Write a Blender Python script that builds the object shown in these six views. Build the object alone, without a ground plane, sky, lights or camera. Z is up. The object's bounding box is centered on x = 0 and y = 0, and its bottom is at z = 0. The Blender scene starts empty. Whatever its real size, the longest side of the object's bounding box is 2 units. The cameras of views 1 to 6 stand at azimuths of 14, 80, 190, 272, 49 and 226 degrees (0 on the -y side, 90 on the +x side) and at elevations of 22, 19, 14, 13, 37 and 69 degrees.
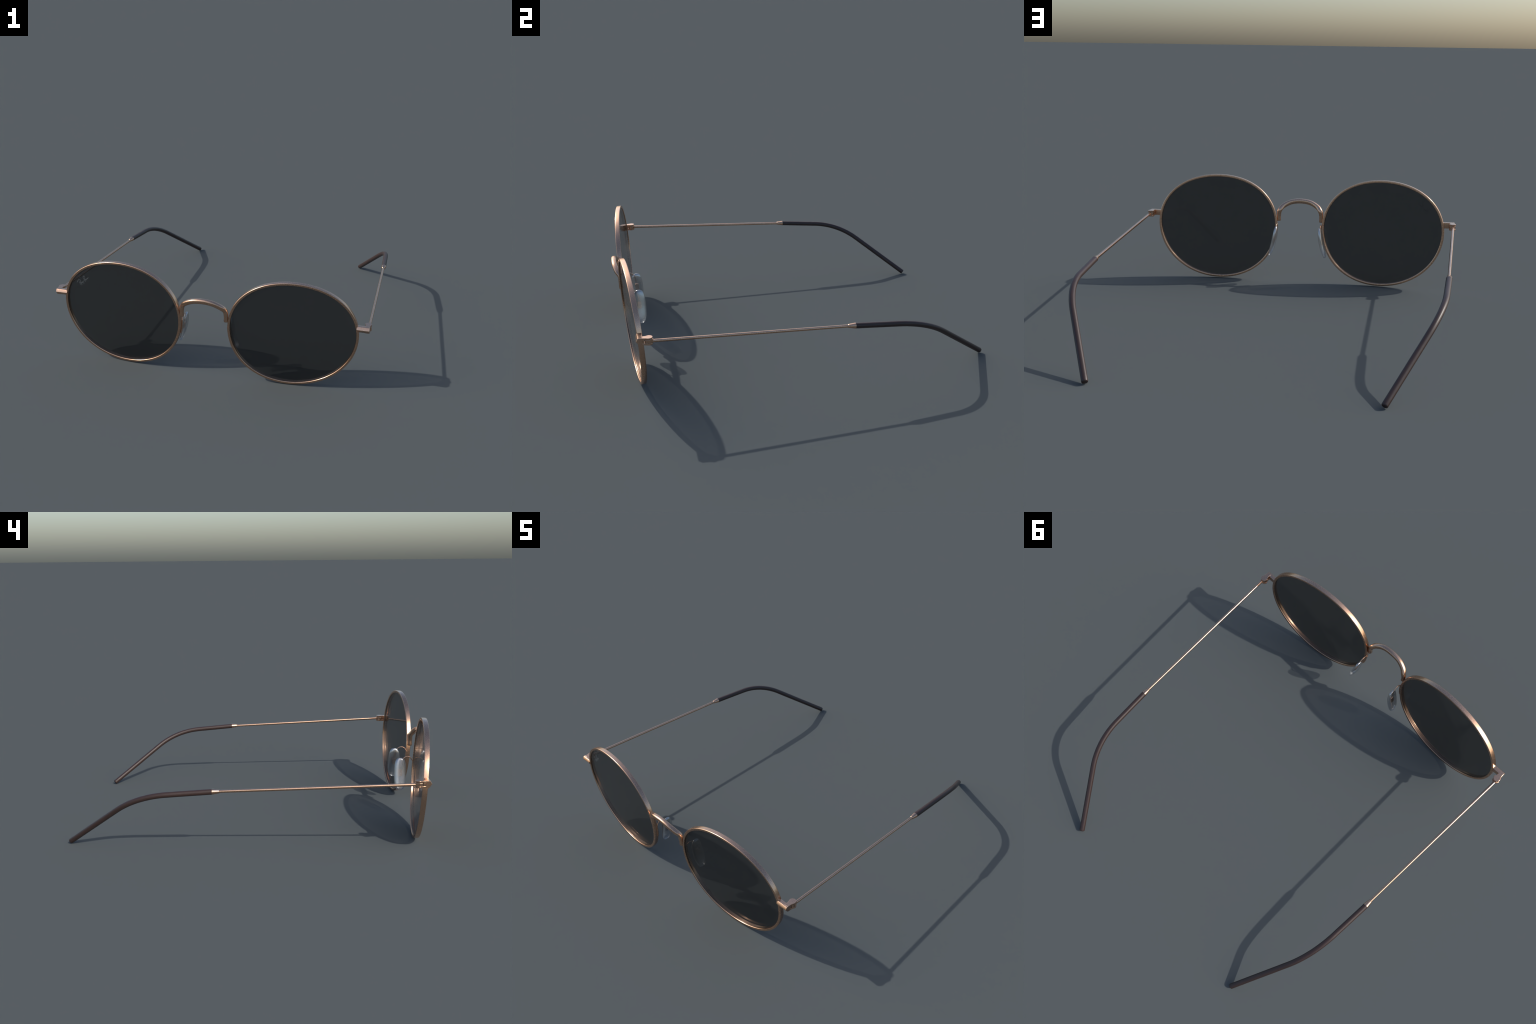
# Thin wire-framed oval sunglasses: copper-coloured metal frame, dark lenses,
# clear nose pads and dark brown ear tips, standing open on the ground.
import bpy, bmesh, math
import numpy as np
from mathutils import Vector

rng = np.random.default_rng(7)

# ------------------------------------------------------------------ materials
def new_material(name):
    m = bpy.data.materials.new(name)
    m.use_nodes = True
    nt = m.node_tree
    return m, nt, nt.nodes["Principled BSDF"], nt.nodes["Material Output"]

def node(nt, kind, **inputs):
    n = nt.nodes.new(kind)
    for k, v in inputs.items():
        n.inputs[k.replace("_", " ")].default_value = v
    return n

def make_metal():
    m, nt, b, out = new_material("rose_gold_metal")
    tc = node(nt, "ShaderNodeTexCoord")
    fine = node(nt, "ShaderNodeTexNoise", Scale=420.0, Detail=3.0)
    broad = node(nt, "ShaderNodeTexNoise", Scale=14.0, Detail=2.0)
    for n in (fine, broad):
        nt.links.new(tc.outputs["Object"], n.inputs["Vector"])
    ramp = node(nt, "ShaderNodeValToRGB")
    ramp.color_ramp.elements[0].position, ramp.color_ramp.elements[1].position = 0.3, 0.7
    ramp.color_ramp.elements[0].color = (0.655, 0.415, 0.285, 1)
    ramp.color_ramp.elements[1].color = (0.705, 0.452, 0.313, 1)
    nt.links.new(broad.outputs["Fac"], ramp.inputs["Fac"])
    nt.links.new(ramp.outputs["Color"], b.inputs["Base Color"])
    rough = node(nt, "ShaderNodeMapRange", From_Min=0.3, From_Max=0.7, To_Min=0.20, To_Max=0.30)
    nt.links.new(fine.outputs["Fac"], rough.inputs["Value"])
    nt.links.new(rough.outputs["Result"], b.inputs["Roughness"])
    bump = node(nt, "ShaderNodeBump", Strength=0.05, Distance=0.0005)
    nt.links.new(fine.outputs["Fac"], bump.inputs["Height"])
    nt.links.new(bump.outputs["Normal"], b.inputs["Normal"])
    b.inputs["Metallic"].default_value = 1.0
    return m

def make_rubber():
    m, nt, b, out = new_material("brown_acetate")
    tc = node(nt, "ShaderNodeTexCoord")
    n = node(nt, "ShaderNodeTexNoise", Scale=9.0, Detail=3.0)
    nt.links.new(tc.outputs["Object"], n.inputs["Vector"])
    ramp = node(nt, "ShaderNodeValToRGB")
    ramp.color_ramp.elements[0].color = (0.036, 0.0205, 0.0180, 1)
    ramp.color_ramp.elements[1].color = (0.044, 0.0250, 0.0215, 1)
    nt.links.new(n.outputs["Fac"], ramp.inputs["Fac"])
    nt.links.new(ramp.outputs["Color"], b.inputs["Base Color"])
    b.inputs["Roughness"].default_value = 0.42
    return m

def make_lens():
    # thin dark tint: each face lets about four tenths of the light straight through
    m, nt, b, out = new_material("dark_tinted_glass")
    b.inputs["Base Color"].default_value = (0.010, 0.011, 0.011, 1)
    b.inputs["Roughness"].default_value = 0.045
    b.inputs["IOR"].default_value = 1.45
    b.inputs["Alpha"].default_value = 0.64
    return m

def make_pad():
    m, nt, b, out = new_material("clear_silicone")
    b.inputs["Base Color"].default_value = (0.72, 0.74, 0.76, 1)
    b.inputs["Roughness"].default_value = 0.25
    b.inputs["Metallic"].default_value = 1.0
    b.inputs["Alpha"].default_value = 0.52
    return m

def make_etching():
    m, nt, b, out = new_material("pale_etching")
    b.inputs["Base Color"].default_value = (0.300, 0.330, 0.345, 1)
    b.inputs["Roughness"].default_value = 0.7
    b.inputs["Alpha"].default_value = 0.20
    return m

METAL, RUBBER, LENS, PAD, ETCH = make_metal(), make_rubber(), make_lens(), make_pad(), make_etching()

# ------------------------------------------------------------------ helpers
def add_mesh(name, verts, faces, material, parent, sharp=32.0, smooth=True):
    bm = bmesh.new()
    vs = [bm.verts.new(tuple(map(float, v))) for v in verts]
    for f in faces:
        try:
            bm.faces.new([vs[i] for i in f])
        except ValueError:
            pass
    bmesh.ops.recalc_face_normals(bm, faces=bm.faces)
    for f in bm.faces:
        f.smooth = smooth
    lim = math.radians(sharp)
    for e in bm.edges:
        if len(e.link_faces) == 2 and e.calc_face_angle(0.0) > lim:
            e.smooth = False
    me = bpy.data.meshes.new(name)
    bm.to_mesh(me)
    bm.free()
    me.materials.append(material)
    ob = bpy.data.objects.new(name, me)
    bpy.context.scene.collection.objects.link(ob)
    ob.parent = parent
    return ob

def catmull(points, per=14):
    K = np.asarray(points, float)
    P = np.concatenate([[2 * K[0] - K[1]], K, [2 * K[-1] - K[-2]]])
    out = []
    for i in range(1, len(P) - 2):
        a, b, c, d = P[i - 1:i + 3]
        for t in np.linspace(0, 1, per, endpoint=False):
            out.append(.5 * (2 * b + (c - a) * t + (2 * a - 5 * b + 4 * c - d) * t * t + (3 * b - a - 3 * c + d) * t ** 3))
    return np.array(out + [K[-1]])

def superellipse(w, h, power=2.0, n=24):
    t = np.arange(n) * 2 * math.pi / n
    c, s = np.cos(t), np.sin(t)
    return np.stack([w / 2 * np.sign(c) * abs(c) ** (2 / power), h / 2 * np.sign(s) * abs(s) ** (2 / power)], 1)

def rounded_polygon(corners, radius, seg=4):
    """2D closed polygon with every corner replaced by a small arc."""
    C = np.asarray(corners, float)
    n, out = len(C), []
    for i in range(n):
        p, q, r = C[i - 1], C[i], C[(i + 1) % n]
        rad = radius[i] if hasattr(radius, "__len__") else radius
        u, v = (p - q), (r - q)
        lu, lv = np.linalg.norm(u), np.linalg.norm(v)
        u, v = u / lu, v / lv
        ang = math.acos(max(-1, min(1, float(u @ v))))
        k = min(rad / math.tan(ang / 2), lu * .49, lv * .49)
        a, b = q + u * k, q + v * k
        for t in np.linspace(0, 1, seg + 1):
            out.append((1 - t) ** 2 * a + 2 * t * (1 - t) * q + t * t * b)
    return np.array(out)

def sweep(path, sections, up=(0, 0, 1), fixed=False):
    """Loft 2D sections (one per station, or one for all) along a 3D path."""
    P = np.asarray(path, float)
    T = np.gradient(P, axis=0)
    T /= np.linalg.norm(T, axis=1)[:, None]
    verts, faces = [], []
    one = np.ndim(sections) == 2
    m = len(sections) if one else len(sections[0])
    up = np.asarray(up, float)
    ref = None
    for i, (p, t) in enumerate(zip(P, T)):
        base = up if fixed or ref is None else ref
        n2 = base - t * (base @ t)
        n2 /= np.linalg.norm(n2)
        ref = n2
        n1 = np.cross(t, n2)
        S = sections if one else sections[i]
        verts += [p + n1 * a + n2 * b for a, b in S]
    for i in range(len(P) - 1):
        for j in range(m):
            k = (j + 1) % m
            faces.append((i * m + j, i * m + k, (i + 1) * m + k, (i + 1) * m + j))
    faces.append(tuple(range(m)))
    faces.append(tuple(range((len(P) - 1) * m, len(P) * m)))
    return verts, faces

def capped(path, section, bevel_start, bevel_end, seg=5):
    """Path and per-station sections with rounded-over ends."""
    P = [np.asarray(p, float) for p in path]
    S = [np.asarray(section)] * len(P)
    size = np.abs(section).max()
    def ends(p, d, b):
        pts, secs = [], []
        for a in np.linspace(0, math.pi / 2, seg + 1)[1:]:
            pts.append(p + d * b * math.sin(a))
            secs.append(np.asarray(section) * (1 - b / size * (1 - math.cos(a))))
        return pts, secs
    if bevel_end:
        d = P[-1] - P[-2]; d /= np.linalg.norm(d)
        a, s = ends(P[-1], d, bevel_end)
        P, S = P + a, S + s
    if bevel_start:
        d = P[0] - P[1]; d /= np.linalg.norm(d)
        a, s = ends(P[0], d, bevel_start)
        P, S = a[::-1] + P, s[::-1] + S
    return np.array(P), S

def slab(outline, z0, z1, bevel=0.0012):
    """Flat plate from a plan outline, with eased top and bottom edges."""
    O = np.asarray(outline, float)
    c = O.mean(0)
    d = np.roll(O, -1, 0) - np.roll(O, 1, 0)
    nrm = np.stack([d[:, 1], -d[:, 0]], 1)
    nrm /= np.linalg.norm(nrm, axis=1)[:, None] + 1e-12
    if ((O - c) * nrm).sum() < 0:
        nrm = -nrm
    rings = []
    for z, ins in ((z0, bevel), (z0 + bevel * .3, bevel * .3), (z0 + bevel, 0), (z1 - bevel, 0), (z1 - bevel * .3, bevel * .3), (z1, bevel)):
        Q = O - nrm * ins
        rings.append(np.column_stack([Q, np.full(len(Q), z)]))
    n = len(O)
    faces = [(i * n + j, i * n + (j + 1) % n, (i + 1) * n + (j + 1) % n, (i + 1) * n + j) for i in range(5) for j in range(n)]
    faces += [tuple(range(n)), tuple(range(5 * n, 6 * n))]
    return np.concatenate(rings), faces

def mirror(verts, side):
    return np.asarray(verts, float) * [side, 1, 1]

# ------------------------------------------------------------------ the eye shape
EYE = dict(centre=(0.5140, -0.9158, 0.3337), a=0.3790, b=0.3292, roll=0.0563, tilt=0.0559, wrap=0.0792)
RIM_DEPTH, RIM_WIDTH = 0.0275, 0.0155

def eye_outline(n=240):
    t = np.arange(n) * 2 * math.pi / n
    s = 1 + .0072 * np.cos(3 * t) + .0097 * np.sin(3 * t) - .0056 * np.cos(4 * t) + .0016 * np.sin(4 * t)
    X, Z = EYE["a"] * np.cos(t) * s, EYE["b"] * np.sin(t) * s
    c, k = math.cos(EYE["roll"]), math.sin(EYE["roll"])
    P = np.stack([X * c - Z * k, X * k + Z * c], 1)
    d = np.roll(P, -1, 0) - np.roll(P, 1, 0)
    N = np.stack([d[:, 1], -d[:, 0]], 1)
    return P, N / np.linalg.norm(N, axis=1)[:, None]

def eye_to_world(P):
    """Eye plane (x outward, y back, z up) to the +x side of the frame."""
    P = np.asarray(P, float)
    ct, st, cw, sw = math.cos(EYE["tilt"]), math.sin(EYE["tilt"]), math.cos(EYE["wrap"]), math.sin(EYE["wrap"])
    x, y, z = P[:, 0], P[:, 1] * ct - P[:, 2] * st, P[:, 1] * st + P[:, 2] * ct
    return np.stack([x * cw - y * sw, x * sw + y * cw, z], 1) + EYE["centre"]

OUT, OUTN = eye_outline()

def ring_loft(section):
    """Closed section (inset, depth) carried round the eye outline."""
    n, m = len(OUT), len(section)
    V = []
    for p, nn in zip(OUT, OUTN):
        for ins, y in section:
            q = p - nn * ins
            V.append((q[0], y, q[1]))
    F = [(i * m + j, i * m + (j + 1) % m, ((i + 1) % n) * m + (j + 1) % m, ((i + 1) % n) * m + j) for i in range(n) for j in range(m)]
    return eye_to_world(V), F

def build_rim(side, root):
    h, w = RIM_DEPTH / 2, RIM_WIDTH
    corners = [(0, -h), (0, h), (w, h), (w * .84, 0), (w, -h)]
    sec = rounded_polygon(corners, [.0042, .0036, .0040, .001, .0046], seg=6)
    V, F = ring_loft(sec)
    return add_mesh("rim", mirror(V, side), F, METAL, root, sharp=50)

LENS_FRONT, LENS_BACK, LENS_INSET = -0.0072, 0.0100, 0.0120

def build_lens(side, root):
    rings = [(LENS_INSET + .004, LENS_FRONT), (LENS_INSET, LENS_FRONT + .003), (LENS_INSET, LENS_BACK - .003), (LENS_INSET + .004, LENS_BACK)]
    V, F, n = [], [], len(OUT)
    for ins, y in rings:
        Q = OUT - OUTN * ins
        V += [(q[0], y, q[1]) for q in Q]
    for i in range(3):
        F += [(i * n + j, i * n + (j + 1) % n, (i + 1) * n + (j + 1) % n, (i + 1) * n + j) for j in range(n)]
    F += [tuple(range(n)), tuple(range(3 * n, 4 * n))]
    return add_mesh("lens", mirror(eye_to_world(V), side), F, LENS, root, sharp=20)

# signature etched on the front of one lens: pen strokes in pen units,
# laid on two slanted axes of the lens plane
PEN = [
    [(340, 950), (400, 830), (500, 700), (590, 650), (680, 700), (735, 800), (725, 900), (690, 975), (770, 1090), (930, 1185)],
    [(530, 790), (600, 900), (655, 1060), (765, 1235)],
    [(905, 930), (830, 950), (800, 1020), (850, 1010), (905, 930), (925, 960), (965, 870), (985, 930)],
    [(965, 880), (1040, 990), (1110, 1140)],
    [(1000, 830), (1085, 765)],
    [(965, 385), (1050, 540), (1120, 690), (1235, 880)],
    [(965, 385), (1030, 295), (1105, 300), (1150, 400), (1130, 540), (1115, 670), (1185, 640), (1255, 680), (1265, 790), (1235, 880)],
    [(1330, 590), (1275, 640), (1280, 700), (1335, 650), (1335, 590), (1370, 625), (1420, 540), (1440, 580), (1500, 465), (1560, 490)],
]

def build_etching(lens, side):
    V, F = [], []
    for stroke in PEN:
        S = catmull(stroke, per=6)
        px, py = S[:, 0] - 311, S[:, 1] - 949
        h = -.2962 + 6.535e-5 * px - 5.83e-6 * py
        z = .1504 + 1.038e-5 * px - 6.464e-5 * py
        P = np.stack([-h, np.full(len(h), LENS_FRONT - .0002), z], 1)
        v, f = ribbon(P, .0017)
        F += [tuple(i + len(V) for i in q) for q in f]
        V += list(v)
    ob = add_mesh("etched_signature", mirror(eye_to_world(V), side), F, ETCH, lens)
    ob["kind"] = "stuff"
    return ob

def ribbon(P, half):
    """Thin raised stroke of constant width lying in the eye plane."""
    T = np.gradient(P, axis=0)
    N = np.stack([T[:, 2], np.zeros(len(P)), -T[:, 0]], 1)
    N /= np.linalg.norm(N, axis=1)[:, None] + 1e-12
    lift = np.array([0, -.0004, 0])
    base = np.array([0, .0001, 0])
    rows = [P + N * half + base, P + N * half * .7 + lift, P - N * half * .7 + lift, P - N * half + base]
    n = len(P)
    V = np.concatenate(rows)
    F = [(r * n + i, r * n + i + 1, (r + 1) * n + i + 1, (r + 1) * n + i) for r in range(3) for i in range(n - 1)]
    return V, F

# ------------------------------------------------------------------ bridge
def build_bridge(root):
    half = [(.1332, -.9552, .380), (.1332, -.9552, .418), (.1265, -.9560, .4450), (.1060, -.9705, .4680), (.0600, -.9825, .4912)]
    keys = half + [(0, -.9850, .4990)] + [(-x, y, z) for x, y, z in half[::-1]]
    path = catmull(keys, per=16)
    sec = superellipse(.0300, .0300, 2.7, 28)
    P, S = capped(path, sec, .006, .006)
    # the two solder feet are a little slimmer than the arch
    S = [s * (0.82 + 0.18 * min(1, max(0, (p[2] - .405) / .06))) for p, s in zip(P, S)]
    V, F = sweep(P, S, up=(0, -1, 0), fixed=True)
    return add_mesh("bridge", V, F, METAL, root, sharp=45)

# ------------------------------------------------------------------ nose pads
def build_nose_pad(side, root):
    top, bottom = np.array([.1310, -.8620, .3565]), np.array([.1712, -.8595, .1685])
    ax = (top - bottom) / np.linalg.norm(top - bottom)
    L = np.linalg.norm(top - bottom)
    splay = math.radians(0.5)
    wide = np.array([math.sin(splay), math.cos(splay), 0.0])
    wide -= ax * (wide @ ax); wide /= np.linalg.norm(wide)
    thick = np.cross(ax, wide)
    mid = (top + bottom) / 2
    half_w, half_t, half_l = .0360, .0145, L / 2
    # rounded pillow: a subdivided box pulled onto a superellipsoid, slightly bowed
    bm = bmesh.new()
    bmesh.ops.create_cube(bm, size=2.0)
    bmesh.ops.subdivide_edges(bm, edges=bm.edges[:], cuts=17, use_grid_fill=True)
    bm.verts.index_update()
    V, power = [], 2.7
    for v in bm.verts:
        # spread the grid towards even angles before projecting
        q = [math.tan(c * math.pi / 4) for c in v.co]
        r = sum(abs(c) ** power for c in q) ** (1 / power)
        x, t, z = (c / r for c in q)
        V.append(mid + wide * x * half_w + ax * z * half_l + thick * (t * half_t - .006 * z * z + .002))
    F = [tuple(v.index for v in f.verts) for f in bm.faces]
    bm.free()
    pad = add_mesh("nose_pad", mirror(V, side), F, PAD, root, sharp=80)
    # flat solder foot running down the nose side of the rim
    k = np.where((OUT[:, 0] < 0) & (OUT[:, 1] > -.082) & (OUT[:, 1] < .012))[0]
    k = k[np.argsort(OUT[k, 1])]
    side_line = eye_to_world([(OUT[i, 0] + OUTN[i, 0] * .0016, .0095, OUT[i, 1] + OUTN[i, 1] * .0016) for i in k])
    v, f = sweep(side_line, superellipse(.0062, .0100, 4, 16), up=(0, 1, 0))
    add_mesh("pad_foot", mirror(v, side), f, METAL, pad, sharp=60)
    # bent wire from the top of the foot over into the pad
    x0, y0, z0 = side_line[-1]
    wire = catmull([side_line[-3], (x0, y0 + .003, z0), (.1378, -.9240, .3560), (.1372, -.9150, .3628),
                    (.1368, -.9030, .3654), (.1370, -.8900, .3620), (.1380, -.8790, .3520), (.1405, -.8690, .335), (.1470, -.8640, .303)], per=8)
    P, S = capped(wire, superellipse(.0060, .0060, 2, 12), .002, .002, seg=3)
    v, f = sweep(P, S, up=(1, 0, 0))
    add_mesh("pad_wire", mirror(v, side), f, METAL, pad, sharp=60)
    # little block moulded into the pad
    c = mid + ax * .008
    block = rounded_polygon([(-.011, -.020), (.011, -.020), (.011, .020), (-.011, .020)], .006, 4)
    V = []
    for t in (-.0035, .0035):
        V += [c + wide * x + ax * z + thick * t for x, z in block]
    m = len(block)
    F = [tuple(range(m)), tuple(range(m, 2 * m))] + [(j, (j + 1) % m, m + (j + 1) % m, m + j) for j in range(m)]
    add_mesh("pad_core", mirror(V, side), F, METAL, pad)
    return pad

# ------------------------------------------------------------------ end piece, hinge
KNUCKLE = (.9370, -.8500)
def build_endpiece(side, root):
    prof = rounded_polygon([(-.9035, .4230), (-.9125, .4070), (-.8990, .3885), (-.8810, .3885), (-.8810, .4230)], [.002, .0015, .002, .001, .001], 3)
    V = []
    for x, ins in ((.878, 0), (.9482, 0), (.9497, .0010)):
        c = prof.mean(0)
        V += [(x, *(c + (p - c) * (1 - ins / .012))) for p in prof]
    m = len(prof)
    F = [(i * m + j, i * m + (j + 1) % m, (i + 1) * m + (j + 1) % m, (i + 1) * m + j) for i in range(2) for j in range(m)]
    F += [tuple(range(m)), tuple(range(2 * m, 3 * m))]
    end = add_mesh("endpiece", mirror(V, side), F, METAL, root, sharp=25)
    # hinge leaves: keyhole plates that carry the round knuckle
    cx, cy = KNUCKLE
    arc = [(cx + .0195 * math.cos(a), cy + .0195 * math.sin(a)) for a in np.linspace(math.radians(-30), math.radians(222), 30)]
    plan = [(.9242, -.8830), (.9242, -.8970), (.9492, -.8970), (.9492, -.8820), (.9505, -.8705)] + arc
    for z0, z1 in ((.4155, .4232), (.3858, .3950)):
        V, F = slab(plan, z0, z1)
        add_mesh("hinge_leaf", mirror(V, side), F, METAL, end, sharp=14)
    V, F = slab([(.9255, -.8830), (.9485, -.8830), (.9492, -.8710), (.9245, -.8710)], .3930, .4165, .0006)
    add_mesh("hinge_block", mirror(V, side), F, METAL, end, sharp=14)
    post = [(cx + .006 * math.cos(a), cy + .006 * math.sin(a)) for a in np.arange(16) * math.tau / 16]
    V, F = slab(post, .3852, .4165)
    add_mesh("hinge_screw", mirror(V, side), F, METAL, end, sharp=40)
    return end

# ------------------------------------------------------------------ temples
ARM_START, ARM_END = np.array([.9412, -.8380, .4026]), np.array([.9052, .1530, .3583])
TUBE_START, TUBE_CORNER, TUBE_TIP, TUBE_RADIUS = np.array([.9045, .1915, .3562]), np.array([.8823, .5831, .3232]), np.array([.6518, .9878, .0130]), .4696

def bent_path(p0, corner, p2, radius, n=40):
    d1 = (p0 - corner) / np.linalg.norm(p0 - corner)
    d2 = (p2 - corner) / np.linalg.norm(p2 - corner)
    al = math.acos(d1 @ d2) / 2
    k = radius / math.tan(al)
    b = (d1 + d2) / np.linalg.norm(d1 + d2)
    O = corner + b * radius / math.sin(al)
    A, B, th = corner + d1 * k - O, corner + d2 * k - O, math.pi - 2 * al
    arc = [O + (A * math.sin((1 - t) * th) + B * math.sin(t * th)) / math.sin(th) for t in np.linspace(0, 1, n)]
    first = [p0 + (arc[0] - p0) * t for t in np.linspace(0, 1, 8)[:-1]]
    last = [arc[-1] + (p2 - arc[-1]) * t for t in np.linspace(0, 1, 14)[1:]]
    return np.array(first + arc + last)

def build_temple(side, root):
    sec = superellipse(.0157, .0157, 2.3, 20)
    path = np.array([ARM_START + (ARM_END - ARM_START) * t for t in np.linspace(0, 1, 24)])
    V, F = sweep(path, sec)
    arm = add_mesh("temple_arm", mirror(V, side), F, METAL, root, sharp=40)
    # knuckle tongue between the hinge leaves, tapering into the arm
    cx, cy = KNUCKLE
    front = [(cx + .0185 * math.copysign(abs(math.cos(a)) ** .45, math.cos(a)), cy + .0195 * math.copysign(abs(math.sin(a)) ** .45, math.sin(a))) for a in np.linspace(math.pi, math.tau, 25)]
    tongue = [(cx - .0150, cy + .0100)] + front + [(cx + .0150, cy + .0100)]
    tongue += [(.9495, -.8335), (.9478, -.8285), (.9348, -.8285), (.9335, -.8335)]
    V, F = slab(tongue, .3958, .4136)
    add_mesh("hinge_tongue", mirror(V, side), F, METAL, arm, sharp=14)
    # conical collar
    a, b = ARM_END, TUBE_START
    d = (b - a) / np.linalg.norm(b - a)
    stations = [(a - d * .0012, .0155), (a, .0190), (a + d * .002, .0205), (b - d * .003, .0306), (b - d * .001, .0313), (b, .0308)]
    sec = [superellipse(w * 1.02, w * .96, 2.2, 28) for _, w in stations]
    V, F = sweep([p for p, _ in stations], sec)
    add_mesh("collar", mirror(V, side), F, METAL, arm, sharp=40)
    # dark ear tip
    path = bent_path(TUBE_START, TUBE_CORNER, TUBE_TIP, TUBE_RADIUS)
    P, S = capped(path, superellipse(.0314, .0298, 2.1, 28), 0, .0065)
    S = [s * .985 for s in S]
    V, F = sweep(P, S)
    add_mesh("ear_tip", mirror(V, side), F, RUBBER, arm, sharp=50)
    return arm

# ------------------------------------------------------------------ assemble
root = bpy.data.objects.new("sunglasses", None)
bpy.context.scene.collection.objects.link(root)
root["label"] = "oval wire sunglasses with rose gold frame and dark lenses"
root["category"] = "sunglasses"

build_bridge(root)
for side in (1, -1):
    build_rim(side, root)
    lens = build_lens(side, root)
    if side == -1:
        build_etching(lens, side)
    build_nose_pad(side, root)
    build_endpiece(side, root)
    build_temple(side, root)
